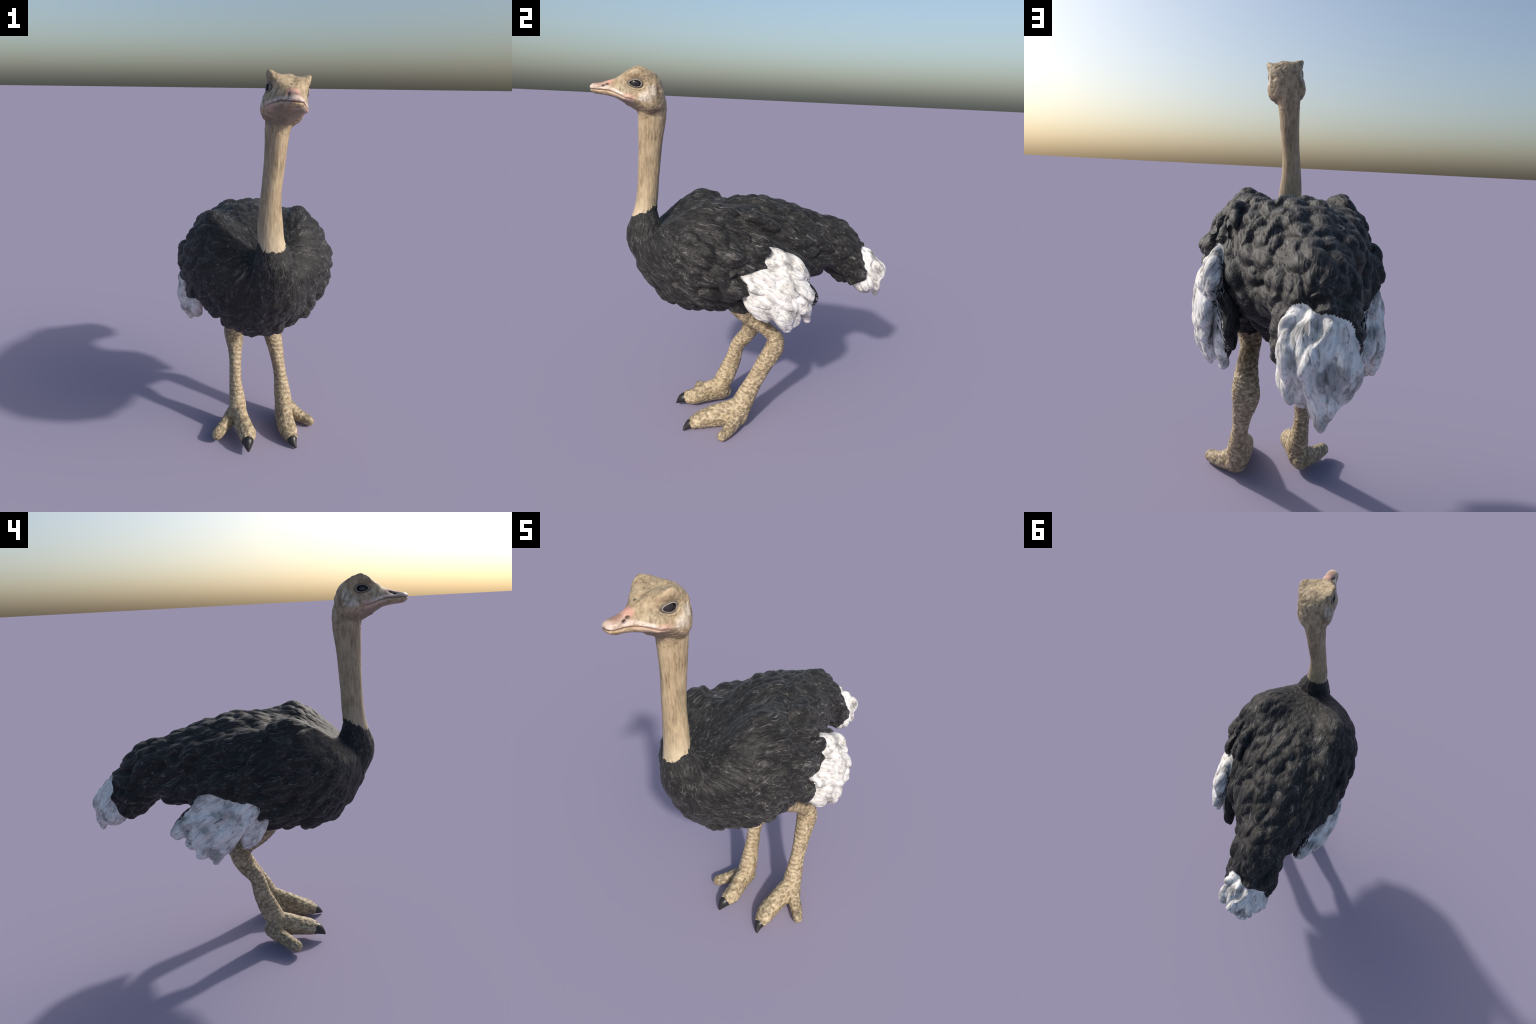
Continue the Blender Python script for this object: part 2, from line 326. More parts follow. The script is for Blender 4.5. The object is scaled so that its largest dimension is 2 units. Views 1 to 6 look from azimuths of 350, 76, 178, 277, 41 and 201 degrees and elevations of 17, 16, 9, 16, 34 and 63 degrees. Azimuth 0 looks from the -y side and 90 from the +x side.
# ------------------------------------------------------------------ feather tufts: overlapping tongues raised from the skin
def tufts(mask, spacing, length, width, amp, flow, strands, seed, edge=1.1, rows=None):
    """All callables take positions; returns displacement and applies overlapping shingle lumps."""
    r = np.random.default_rng(seed)
    idx = np.nonzero(mask)[0]
    kd = kdtree.KDTree(len(idx))
    for k, i in enumerate(idx):
        kd.insert(V[i], k)
    kd.balance()
    order = r.permutation(idx)
    if rows:                                  # clumps sit in overlapping rows across the flow
        t = dr(V[order]) / rows + .22 * vnoise(V[order], 5, 21)
        order = order[(t % 1) < .16]
    order = order[:60000]
    cell = {}
    seeds = []
    sp_all = spacing(V[order])
    for i, s in zip(order, sp_all):
        p = V[i]; c = tuple((p / .03).astype(int)); R = int(s / .03) + 1; ok = True
        for dx in range(-R, R + 1):
            for dy in range(-R, R + 1):
                for dz in range(-R, R + 1):
                    for q in cell.get((c[0] + dx, c[1] + dy, c[2] + dz), ()):
                        if (q[0] - p[0]) ** 2 + (q[1] - p[1]) ** 2 + (q[2] - p[2]) ** 2 < s * s:
                            ok = False; break
                    if not ok: break
                if not ok: break
            if not ok: break
        if ok:
            seeds.append(i); cell.setdefault(c, []).append(p)
    seeds = np.array(seeds)
    P = V[seeds]; n = N[seeds]
    d = flow(P, n); d = d - (d * n).sum(1)[:, None] * n
    d /= np.maximum(np.linalg.norm(d, axis=1), 1e-9)[:, None]
    side = np.cross(n, d)
    tw = r.normal(0, .16, len(seeds))[:, None]
    d, side = d * np.cos(tw) + side * np.sin(tw), side * np.cos(tw) - d * np.sin(tw)
    L = length(P) * r.uniform(.8, 1.25, len(seeds)); W = width(P) * r.uniform(.8, 1.25, len(seeds)); A = amp(P) * r.uniform(.65, 1.3, len(seeds))
    ph = r.uniform(0, 6.28, (len(seeds), 3)); bend = r.normal(0, 2.5, len(seeds))
    best = np.zeros(NV); strand = np.zeros(NV)
    for k in range(len(seeds)):
        found = kd.find_range(P[k], max(L[k], W[k]) * 1.05)
        j = idx[[f[1] for f in found]]
        j = j[(N[j] @ n[k]) > .15]
        q = V[j] - P[k]
        u = (q @ d[k]) / L[k] + .38
        w = (q @ side[k]) + bend[k] * ((u - .4) * L[k]) ** 2
        wmax = W[k] * np.sqrt(np.clip(1 - np.clip((u - .55) / .48, -1, 1) ** 2, 0, 1)) * np.where(u < .55, .75 + .25 * u / .55, 1)
        inside = (u > 0) & (u < 1.03) & (abs(w) < wmax)
        x = np.where(inside, w / np.maximum(wmax, 1e-6), 1)
        rise = smoothstep(u, 0, .75) * (1 - .25 * smoothstep(u, .8, 1.03))
        h = A[k] * (.12 + .88 * rise) * np.clip(1 - x * x, 0, 1) ** edge * inside
        better = h > best[j]
        jj = j[better]
        best[jj] = h[better]
        ww = w[better]
        strand[jj] = strands * (np.sin(ww * 560 + ph[k, 0]) + .7 * np.sin(ww * 910 + ph[k, 1])) * np.clip(h[better] / max(A[k], 1e-6), 0, 1)
    return best, strand

dist = np.linalg.norm(V - ROOT, axis=1)
def dr(P): return np.linalg.norm(P - ROOT, axis=1)
def flow_body(P, n):
    f = P - ROOT; f /= np.linalg.norm(f, axis=1)[:, None]
    f = f + np.array([0, .45, -.12]) * smoothstep(dr(P), .1, .5)[:, None]
    return f
blackm = np.isin(region, (TORSO, TAIL, WING_A, WING_B))
far = lambda P: smoothstep(dr(P), .18, .60)
D1, S1 = tufts(blackm, lambda P: .046 + .022 * far(P), lambda P: .12 + .070 * far(P), lambda P: .036 + .017 * far(P),
               lambda P: .002 + .035 * far(P) * (1 - .15 * smoothstep(P[:, 2], 1.12, 1.25)), flow_body, 0, 5, .8, .092)
D2, S2 = tufts(blackm, lambda P: .026 + .012 * far(P), lambda P: .060 + .040 * far(P), lambda P: .017 + .010 * far(P),
               lambda P: .003 + .0042 * far(P), flow_body, .0009, 6)
top_side = smoothstep(V[:, 2], 1.12, 1.25)
D = smooth(D1, 9, .5); D = D + top_side * (smooth(D, 15, .5) - D) + smooth(D2, 3, .5)
D = (D - .0205 * smoothstep(dist, .12, .6)) * blackm + S2 * blackm
# plumes
def plume_flow(root):
    root = np.array(root)
    return lambda P, n: (P - root)
DP = np.zeros(NV)
for l, root, seed in ((PLUME_A, (.36, -.28, 1.16), 8), (PLUME_B, (-.36, -.28, 1.12), 9)):
    m = region == l
    d1, s1 = tufts(m, lambda P: np.full(len(P), .060), lambda P: np.full(len(P), .20), lambda P: np.full(len(P), .040), lambda P: np.full(len(P), .022), plume_flow(root), .0006, seed)
    DP += (smooth(d1, 4, .5) - .010 + s1) * m
# white tail end
tail_line = .695 + .045 * vnoise(V, 13, 6) + .006 * vnoise(V, 40, 7) - .10 * smoothstep(-V[:, 2], -.86, -.74)
white_tail = (region == TAIL) & (V[:, 1] > tail_line)
region[white_tail] = TAILPLUME
d1, s1 = tufts(white_tail, lambda P: np.full(len(P), .05), lambda P: np.full(len(P), .16), lambda P: np.full(len(P), .034), lambda P: np.full(len(P), .026), lambda P, n: np.tile([[0, .35, -1.]], (len(P), 1)), .0006, 12)
D[white_tail] = 0
DP += (smooth(d1, 4, .5) - .020 + s1) * white_tail
both = D + DP
rim = np.zeros(NV)                       # ease the step where black feathers end
cross = np.isin(region[E[:, 0]], (PLUME_A, PLUME_B, TAILPLUME)) != np.isin(region[E[:, 1]], (PLUME_A, PLUME_B, TAILPLUME))
rim[E[cross].ravel()] = 1
rim = np.clip(smooth(rim, 8, .6) * 5, 0, 1)
both = smooth(both, 30, .5, rim)
V = V + N * both[:, None]

# ------------------------------------------------------------------ head details (head frame)
H = world_to_head(V)
a, hy, hz = H[:, 0], H[:, 1], H[:, 2]
hm = (V[:, 2] > 1.74)
off = np.zeros(NV)
N = normals(V)
# mouth slit between beak halves
MOUTH_Y = [-.87, -.845, -.813, -.77, -.727, -.691, -.654, -.63]
MOUTH_Z = [1.880, 1.879, 1.879, 1.877, 1.867, 1.854, 1.845, 1.841]
mz = np.interp(hy, MOUTH_Y, MOUTH_Z)
along = (1 - smoothstep(hy, -.665, -.645)) * hm * (np.abs(N[:, 2]) < .85)
off += along * (-.0045 * np.exp(-((hz - mz) / .0026) ** 2) + .0022 * np.exp(-((hz - mz - .008) / .006) ** 2) + .0014 * np.exp(-((hz - mz + .008) / .005) ** 2))
off += hm * (np.abs(a) > .035) * .0065 * np.exp(-(((hy + .695) / .032) ** 2 + ((hz - mz) / .011) ** 2))     # fleshy corner of the gape
# nostrils: two pits on each side with a bridge
NOSTRIL = ((-.779, 1.9065), (-.797, 1.8985))
for sgn in (1, -1):
    for (ny, nz) in NOSTRIL:
        q = ((hy - ny) / .0105) ** 2 + ((hz - nz - .15 * (hy - ny)) / .0052) ** 2
        off += hm * (np.sign(a) == sgn) * (np.abs(a) > .008) * (-.0055 * np.exp(-q * 1.2))
# eyes
EYE = np.array([.0, -.640, 1.922])
ey, ez = (hy - EYE[1]), (hz - EYE[2])
er = np.sqrt((ey / .0262) ** 2 + (ez / (.0146 * (1 + 5.5 * ey))) ** 2)   # lids taper toward the beak
eside = hm * (np.abs(a) > .05)
off += eside * (.0058 * np.exp(-((er - 1.17) / .13) ** 2) - .0020 * np.exp(-((er - 1.55) / .16) ** 2) + .0016 * np.exp(-((er - 1.85) / .14) ** 2) * (ez < 0) - .013 * (1 - smoothstep(er, .86, 1.02)))
for k in (2.35, 2.85):                    # creases under the eye
    off += eside * (ez < 0) * -.0018 * np.exp(-((er - k) / .10) ** 2) * np.exp(-(ey / .035) ** 2)
# skin lumps on crown and cheeks, ear hole
off += hm * (.0019 * vnoise(V, 52, 2) + .0011 * vnoise(V, 115, 4)) * (1 - smoothstep(-hy, .70, .76))
off += hm * .006 * np.exp(-(((a - .008) / .016) ** 2 + ((hy + .594) / .016) ** 2)) * (hz > 1.95)
off += hm * -.004 * np.exp(-(((hy + .525) / .010) ** 2 + ((hz - 1.893) / .012) ** 2)) * (np.abs(a) > .03)
# sinews down the neck
nk = on_neck & (V[:, 2] > 1.2)
off += nk * (.0011 * vnoise(V * [1, 1, .12], 110, 5) + .0010 * vnoise(V * [1, 1, .3], 40, 8))
# legs: cross wrinkles, front scutes, pebbles
for l, spine in ((LEG_A, leg_a), (LEG_B, leg_b)):
    m = lab == l
    S = catmull(spine, 12)
    cx = np.interp(-V[:, 2], -S[:, 2], S[:, 0]); cyy = np.interp(-V[:, 2], -S[:, 2], S[:, 1])
    front = smoothstep(-(V[:, 1] - cyy), .026, .044) * (V[:, 2] > .10)
    t = V[:, 2] * 1.0 + .35 * (V[:, 1] - cyy) + .012 * vnoise(V, 22, 9)
    off += m * front * .0006 * np.abs(np.sin(t * math.pi / .026)) ** .6 * (V[:, 2] < .50)
    off += m * (.0012 * vnoise(V * [1, 1, 2.2], 60, 10) + .0011 * vnoise(V, 90, 11))
    jo = np.exp(-((V[:, 2] - .545) / .07) ** 2)
    off += m * jo * .0016 * np.sin(t * 2 * math.pi / .017)
off[np.isin(region, (TORSO, TAIL, WING_A, WING_B, PLUME_A, PLUME_B, TAILPLUME))] *= 0
V = V + N * off[:, None]
V = smooth(V, 1, .35)
for l in (LEG_A, LEG_B):                 # flat soles on the ground
    m = lab == l
    V[m, 2] = np.maximum(V[m, 2], .002 if l == LEG_A else .012)
N = normals(V)

# ------------------------------------------------------------------ split into named parts
H = world_to_head(V); hy, hz = H[:, 1], H[:, 2]
beak_edge = -.742 + .035 * smoothstep(-(hz - 1.885), 0, .03) + .065 * smoothstep(-(hz - 1.868), 0, .02)
region[(lab == HEAD) & (hy < beak_edge) & (hz > np.interp(hy, [-.76, -.74, -.66], [1.80, 1.84, 1.815]))] = BEAK
region[(region == NECK) & (V[:, 2] > 1.765)] = HEAD
region[(region == HEAD) & (V[:, 2] < 1.765 + .25 * np.clip(-.58 - V[:, 1], 0, 1) * 0)] = NECK
region[np.isin(lab, (LEG_A, LEG_B)) & (V[:, 2] > .725 + .012 * vnoise(V, 40, 14))] = TORSO
region[(lab == LEG_A) & (V[:, 2] < .165 - .25 * (V[:, 1] + .08))] = FOOT_A
region[(lab == LEG_B) & (V[:, 2] < .165 - .25 * (V[:, 1] + .11))] = FOOT_B
wing = (region == TORSO) & (V[:, 2] > .80 - .12 * V[:, 1]) & (V[:, 1] > -.47 + .05 * vnoise(V, 9, 12)) & (V[:, 1] < .20)
region[wing & (V[:, 0] - .01 > .20)] = WING_A
region[wing & (V[:, 0] - .01 < -.20)] = WING_B

top = bpy.data.objects.new("ostrich", None); top.empty_display_size = .2
bpy.context.scene.collection.objects.link(top)
top["label"] = "standing ostrich with black and white plumage, long bare neck"
top["category"] = "bird"

# ------------------------------------------------------------------ materials
def nodes(name, rough=.7, spec=.3):
    m = bpy.data.materials.new(name); m.use_nodes = True
    nt = m.node_tree; bs = nt.nodes["Principled BSDF"]
    bs.inputs["Roughness"].default_value = rough
    bs.inputs["Specular IOR Level"].default_value = spec
    return m, nt, bs
class G:
    """Small shorthand for wiring shader nodes."""
    def __init__(self, nt):
        self.nt = nt; self.tc = nt.nodes.new("ShaderNodeTexCoord"); self.P = self.tc.outputs["Object"]
    def put(self, sock, v):
        if hasattr(v, "is_output"): self.nt.links.new(v, sock)
        elif isinstance(v, (tuple, list)): sock.default_value = tuple(v) + (1,) * (len(sock.default_value) - len(v))
        else: sock.default_value = v
    def math(self, op, a, b=None, c=None, clamp=False):
        n = self.nt.nodes.new("ShaderNodeMath"); n.operation = op; n.use_clamp = clamp
        for s, v in zip(n.inputs, (a, b, c)):
            if v is not None: self.put(s, v)
        return n.outputs[0]
    def vec(self, op, a, b=None, scale=None):
        n = self.nt.nodes.new("ShaderNodeVectorMath"); n.operation = op
        self.put(n.inputs[0], a)
        if b is not None: self.put(n.inputs[1], b)
        if scale is not None: self.put(n.inputs["Scale"], scale)
        return n.outputs["Value"] if op in ("LENGTH", "DISTANCE", "DOT_PRODUCT") else n.outputs[0]
    def map(self, v, loc=(0, 0, 0), rot=(0, 0, 0), scale=(1, 1, 1)):
        n = self.nt.nodes.new("ShaderNodeMapping"); self.put(n.inputs[0], v)
        n.inputs[1].default_value = loc; n.inputs[2].default_value = rot; n.inputs[3].default_value = scale
        return n.outputs[0]
    def noise(self, v, scale, detail=3, rough=.55, dist=0, color=False):
        n = self.nt.nodes.new("ShaderNodeTexNoise"); self.put(n.inputs["Vector"], v)
        n.inputs["Scale"].default_value = scale; n.inputs["Detail"].default_value = detail
        n.inputs["Roughness"].default_value = rough; n.inputs["Distortion"].default_value = dist
        return n.outputs["Color" if color else "Fac"]
    def voronoi(self, v, scale, feature="F1", out="Distance", rand=1.0):
        n = self.nt.nodes.new("ShaderNodeTexVoronoi"); n.feature = feature; self.put(n.inputs["Vector"], v)
        n.inputs["Scale"].default_value = scale; n.inputs["Randomness"].default_value = rand
        return n.outputs[out]
    def ramp(self, f, stops):
        n = self.nt.nodes.new("ShaderNodeValToRGB"); self.put(n.inputs[0], f)
        e = n.color_ramp.elements
        while len(e) < len(stops): e.new(.5)
        for el, (p, c) in zip(e, stops):
            el.position = p; el.color = (c, c, c, 1) if not isinstance(c, tuple) else c + (1,)
        return n.outputs[0]
    def step(self, f, lo, hi):
        n = self.nt.nodes.new("ShaderNodeMapRange"); n.interpolation_type = "SMOOTHSTEP"
        self.put(n.inputs[0], f); n.inputs[1].default_value = lo; n.inputs[2].default_value = hi
        return n.outputs[0]
    def mix(self, f, a, b, mode="MIX"):
        n = self.nt.nodes.new("ShaderNodeMix"); n.data_type = "RGBA"; n.blend_type = mode
        self.put(n.inputs[0], f); self.put(n.inputs[6], a); self.put(n.inputs[7], b)
        return n.outputs[2]
    def sep(self, v):
        n = self.nt.nodes.new("ShaderNodeSeparateXYZ"); self.put(n.inputs[0], v); return n.outputs
    def comb(self, x, y, z):
        n = self.nt.nodes.new("ShaderNodeCombineXYZ")
        for s, v in zip(n.inputs, (x, y, z)): self.put(s, v)
        return n.outputs[0]
    def bump(self, h, strength, dist):
        n = self.nt.nodes.new("ShaderNodeBump"); self.put(n.inputs["Height"], h)
        n.inputs["Strength"].default_value = strength; n.inputs["Distance"].default_value = dist
        return n.outputs[0]
    def rotate(self, v, axis, angle):
        n = self.nt.nodes.new("ShaderNodeVectorRotate"); n.rotation_type = "AXIS_ANGLE"
        self.put(n.inputs["Vector"], v); n.inputs["Axis"].default_value = axis; self.put(n.inputs["Angle"], angle)
        return n.outputs[0]

def inv(g, x): return g.math("SUBTRACT", 1.0, x)
def mul(g, *xs):
    r = xs[0]
    for x in xs[1:]: r = g.math("MULTIPLY", r, x)
    return r
def strands(g, axis, fine, clump, wob):
    """Fine strands running along one direction, turning a little from tuft to tuft."""
    warp = g.vec("SCALE", g.vec("SUBTRACT", g.noise(g.P, 8, 2, color=True), (.5, .5, .5)), scale=.07)
    p = g.vec("ADD", g.P, warp)
    cell = g.sep(g.voronoi(g.map(p, scale=(1, .7, 1)), clump, out="Color"))
    p = g.rotate(p, (1, 0, 0), g.math("MULTIPLY_ADD", g.math("SUBTRACT", cell[0], .5), wob, axis))
    p = g.rotate(p, (0, 0, 1), g.math("MULTIPLY", g.math("SUBTRACT", cell[1], .5), wob))
    q = g.map(p, scale=(1, .05, 1))
    return g.math("ADD", g.math("MULTIPLY", g.noise(q, fine, 3, .6), .6), g.math("MULTIPLY", g.noise(q, fine * .35, 2, .5), .4))

def black_feathers(name, axis):
    m, nt, bs = nodes(name, .6, .3); g = G(nt)
    s = strands(g, axis, 125, 11, .85)
    # close to the neck the strands fan out from its root
    d = g.vec("SUBTRACT", g.P, tuple(ROOT))
    r = g.vec("LENGTH", d)
    fan = g.vec("NORMALIZE", g.vec("ADD", d, g.vec("SCALE", g.vec("SUBTRACT", g.noise(g.P, 14, 2, color=True), (.5, .5, .5)), scale=.035)))
    fan = g.vec("ADD", fan, g.vec("SCALE", d, scale=.25))
    sf = g.math("ADD", g.math("MULTIPLY", g.noise(fan, 30, 3, .6), .6), g.math("MULTIPLY", g.noise(fan, 10, 2, .5), .4))
    w = g.step(g.math("ADD", r, g.math("MULTIPLY", g.noise(g.P, 10, 2), .16)), .30, .46)
    mixf = nt.nodes.new("ShaderNodeMix"); mixf.data_type = "FLOAT"
    g.put(mixf.inputs[0], w); g.put(mixf.inputs[2], sf); g.put(mixf.inputs[3], s)
    s = mixf.outputs[0]
    col = g.ramp(s, [(.39, (.0072, .0072, .0078)), (.49, (.0142, .0139, .0140)), (.56, (.029, .0282, .0280)), (.625, (.083, .080, .078)), (.71, (.19, .186, .183))])
    tone = g.ramp(g.noise(g.P, 9, 3), [(.35, .70), (.65, 1.25)])
    g.put(bs.inputs["Base Color"], g.mix(1, col, tone, "MULTIPLY"))
    g.put(bs.inputs["Normal"], g.bump(s, .5, .010))
    bs.inputs["Sheen Weight"].default_value = .06
    return m
def white_feathers(name, axis, dark=None):
    m, nt, bs = nodes(name, .7, .2); g = G(nt)
    s = strands(g, axis, 115, 8, .7)
    col = g.ramp(s, [(.32, (.20, .195, .20)), (.395, (.46, .45, .445)), (.465, (.69, .68, .665)), (.57, (.84, .835, .82))])
    tint = g.ramp(g.noise(g.P, 11, 3), [(.36, (.50, .50, .50)), (.48, (.86, .85, .83)), (.60, (1., 1., 1.))])
    col = g.mix(1, col, tint, "MULTIPLY")
    if dark:     # the plumes turn black on the side against the body
        x, y, z = g.sep(g.P)
        edge = g.math("ADD", g.math("ABSOLUTE", x), g.math("ADD", g.math("MULTIPLY", g.math("SUBTRACT", s, .5), .16), g.math("ADD", g.math("MULTIPLY", g.math("MINIMUM", g.math("SUBTRACT", z, .9), 0.0), -.30), g.math("MULTIPLY", g.math("MAXIMUM", g.math("SUBTRACT", z, .9), 0.0), .10))))
        col = g.mix(inv(g, g.step(edge, dark - .012, dark + .012)), col, g.ramp(s, [(.42, (.009, .009, .010)), (.60, (.035, .034, .034))]))
    g.put(bs.inputs["Base Color"], col)
    g.put(bs.inputs["Normal"], g.bump(s, .45, .010))
    return m

def head_coords(g):
    # object coordinates turned into the head's own frame
    p = g.vec("SUBTRACT", g.P, tuple(HEAD_O))
    return [g.math("ADD", g.vec("DOT_PRODUCT", p, tuple(ROT[:, k])), float(HEAD_O[k] if k else 0)) for k in range(3)]
def ell(g, u, v, cu, cv, ru, rv):
    x = g.math("DIVIDE", g.math("SUBTRACT", u, cu), ru); y = g.math("DIVIDE", g.math("SUBTRACT", v, cv), rv)
    return g.math("SQRT", g.math("ADD", g.math("MULTIPLY", x, x), g.math("MULTIPLY", y, y)))
def skin(name, kind):
    m, nt, bs = nodes(name, .62, .3); g = G(nt)
    streak = g.noise(g.map(g.P, scale=(1, 1, .13)), 130, 4, .65)
    blotch = g.noise(g.map(g.P, scale=(1, 1, .40)), 24, 4, .6)
    fine = g.noise(g.P, 240, 3, .6)
    s = g.math("ADD", g.math("MULTIPLY", streak, .55), g.math("MULTIPLY", blotch, .45))
    if kind != "neck":
        s = g.math("ADD", g.math("MULTIPLY", g.noise(g.map(g.P, scale=(1, 1, .6)), 62, 4, .65), .6), g.math("MULTIPLY", blotch, .4))
    if kind == "head":
        s = g.math("MULTIPLY_ADD", g.math("SUBTRACT", s, .5), 1.15, .50)
    col = g.ramp(s, [(.33, (.145, .108, .066)), (.41, (.25, .19, .116)), (.50, (.352, .272, .170)), (.62, (.455, .36, .235))])
    if kind == "neck":
        z = g.sep(g.P)[2]
        pale = inv(g, g.step(g.math("ADD", z, g.math("MULTIPLY", streak, .10)), 1.29, 1.44))
        col = g.mix(g.math("MULTIPLY", pale, .45), col, (.58, .485, .345))
        gr = g.step(g.noise(g.map(g.P, scale=(1, 1, .35)), 30, 3), .55, .72)
        col = g.mix(g.math("MULTIPLY", gr, .35), col, (.24, .205, .15))
        # dark down creeping up over the bare skin at the collar
        y = g.sep(g.P)[1]
        rim = g.math("SUBTRACT", g.math("ADD", z, g.math("MULTIPLY", g.math("SUBTRACT", streak, .5), .11)), g.math("MULTIPLY_ADD", g.math("ADD", y, .60), .55, 1.258))
        col = g.mix(inv(g, g.step(rim, -.006, .010)), col, (.018, .017, .016))
    else:
        a_, y_, z_ = head_coords(g)
        aa = g.math("ABSOLUTE", a_)
        wob = g.math("MULTIPLY", g.math("SUBTRACT", g.noise(g.P, 40, 4, .65), .5), 1.5)
        # pale bare skin behind and below the eye
        pa = inv(g, g.step(g.math("ADD", ell(g, y_, z_, -.562, 1.892, .030, .036), wob), .45, 1.2))
        pb = inv(g, g.step(g.math("ADD", ell(g, y_, z_, -.590, 1.860, .044, .028), wob), .45, 1.2))
        patch = g.math("MULTIPLY", g.math("MAXIMUM", pa, pb), g.step(aa, .05, .075))
        col = g.mix(g.math("MULTIPLY", patch, .7), col, g.mix(g.step(s, .40, .60), (.36, .31, .24), (.64, .585, .50)))
        # greyer lore between eye and beak
        lore = mul(g, inv(g, g.step(g.math("ADD", ell(g, y_, z_, -.695, 1.898, .050, .026), wob), .5, 1.2)), g.step(aa, .03, .05))
        col = g.mix(g.math("MULTIPLY", lore, .5), col, g.mix(g.step(s, .4, .58), (.25, .21, .14), (.50, .44, .32)))
        # brow shade line
        br = mul(g, inv(g, g.step(g.math("ADD", ell(g, y_, z_, -.652, 1.955, .046, .014), wob), .4, 1.2)), g.step(aa, .05, .06))
        col = g.mix(g.math("MULTIPLY", br, .6), col, (.20, .14, .078))
        # rosy corner of the mouth
        r2 = inv(g, g.step(g.math("ADD", ell(g, y_, z_, -.678, 1.857, .045, .013), g.math("MULTIPLY", wob, .5)), .6, 1.25))
        col = g.mix(g.math("MULTIPLY", r2, .75), col, g.mix(s, (.42, .24, .18), (.68, .45, .36)))
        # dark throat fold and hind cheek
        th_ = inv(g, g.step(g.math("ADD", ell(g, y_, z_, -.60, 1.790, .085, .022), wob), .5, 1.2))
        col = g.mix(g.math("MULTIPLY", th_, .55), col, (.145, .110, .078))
        dk = inv(g, g.step(g.math("ADD", ell(g, y_, z_, -.532, 1.868, .012, .040), wob), .4, 1.2))
        col = g.mix(g.math("MULTIPLY", dk, .6), col, (.13, .095, .055))
        # ---- beak: line of the mouth as a height along the jaw
        n = g.noise(g.map(g.P, scale=(1, .35, 1)), 85, 4, .65)
        mz = g.math("MULTIPLY_ADD", g.step(y_, -.78, -.650), -.036, 1.8795)
        up = g.math("SUBTRACT", z_, mz)
        front = inv(g, g.step(g.math("ADD", y_, g.math("MULTIPLY", wob, .012)), -.800, -.765))
        jaw = inv(g, g.step(g.math("ADD", y_, g.math("MULTIPLY", wob, .008)), -.662, -.645))
        # throat skin under the jaw, greyish brown
        und = mul(g, inv(g, g.step(up, -.022, -.012)), inv(g, g.step(y_, -.66, -.61)), g.step(y_, -.79, -.74))
        col = g.mix(g.math("MULTIPLY", und, .7), col, g.mix(n, (.145, .118, .088), (.29, .235, .172)))
        # pink culmen
        cul = mul(g, inv(g, g.step(g.math("ADD", aa, g.math("MULTIPLY", wob, .006)), .022, .034)), inv(g, g.step(g.math("ADD", y_, g.math("MULTIPLY", wob, .01)), -.757, -.742)), g.step(up, .020, .030))
        col = g.mix(g.math("MULTIPLY", cul, .9), col, g.mix(n, (.36, .17, .130), (.62, .37, .30)))
        horn = mul(g, front, g.step(up, .0, .006))
        col = g.mix(g.math("MULTIPLY", horn, .8), col, g.mix(n, (.35, .225, .170), (.60, .445, .36)))
        # pale upper lip
        lip = mul(g, g.step(up, .000, .004), inv(g, g.step(up, .014, .024)), inv(g, g.step(y_, -.71, -.66)))
        col = g.mix(g.math("MULTIPLY", lip, .85), col, g.mix(g.step(n, .34, .66), (.36, .265, .21), (.72, .61, .54)))
        # lower half: yellowish in front, rosy behind
        low = mul(g, inv(g, g.step(up, -.004, .001)), g.step(up, -.021, -.011), jaw)
        lowcol = g.mix(g.step(y_, -.80, -.72), g.mix(g.step(n, .34, .66), (.27, .18, .10), (.55, .42, .28)), g.mix(n, (.37, .25, .185), (.60, .45, .36)))
        col = g.mix(g.math("MULTIPLY", low, .9), col, lowcol)
        ln = mul(g, inv(g, g.step(g.math("ABSOLUTE", up), .0006, .0034)), jaw)
        col = g.mix(g.math("MULTIPLY", ln, .8), col, (.12, .070, .048))
        # darker ridge behind the tip, pale nail
        rd = mul(g, inv(g, g.step(g.math("ADD", ell(g, a_, y_, 0, -.815, .022, .030), wob), .4, 1.3)), g.step(z_, 1.898, 1.906))
        col = g.mix(g.math("MULTIPLY", rd, .6), col, (.20, .105, .075))
        nail = mul(g, inv(g, g.step(y_, -.848, -.836)), g.step(up, .008, .014))
        col = g.mix(g.math("MULTIPLY", nail, .35), col, (.66, .53, .46))
        for ny, nz in NOSTRIL:
            zz = g.math("MULTIPLY_ADD", g.math("SUBTRACT", y_, ny), -.15, z_)
            no = inv(g, g.step(ell(g, y_, zz, ny, nz, .0115, .0058), .55, 1.1))
            col = g.mix(mul(g, no, g.step(aa, .006, .010), .92), col, (.028, .018, .015) if ny < -.79 else (.06, .042, .03))
        # eyelids
        hgt = g.math("MULTIPLY_ADD", g.math("ADD", y_, .640), 5.5 * .0146, .0146)
        ex = g.math("DIVIDE", g.math("ADD", y_, .640), .0262); ev = g.math("DIVIDE", g.math("SUBTRACT", z_, 1.922), hgt)
        e = g.math("SQRT", g.math("ADD", mul(g, ex, ex), mul(g, ev, ev)))
        ring = g.ramp(g.math("MULTIPLY", e, .4), [(.40, (.02, .018, .018)), (.43, (.22, .19, .17)), (.49, (.31, .275, .24)), (.535, (.075, .068, .058)), (.60, (.15, .125, .085)), (.70, (.33, .27, .18))])
        rf = mul(g, inv(g, g.step(e, 1.40, 1.80)), g.step(aa, .05, .06))
        col = g.mix(rf, col, ring)
        # small dark mark on the forehead
        sp = inv(g, g.step(ell(g, a_, y_, -.008, -.722, .006, .006), .5, 1.1))
        col = g.mix(mul(g, sp, g.step(z_, 1.93, 1.94)), col, (.07, .065, .05))
        g.put(bs.inputs["Roughness"], g.math("MULTIPLY_ADD", g.math("MAXIMUM", front, g.math("MAXIMUM", lip, low)), -.20, .60))
    g.put(bs.inputs["Base Color"], col)
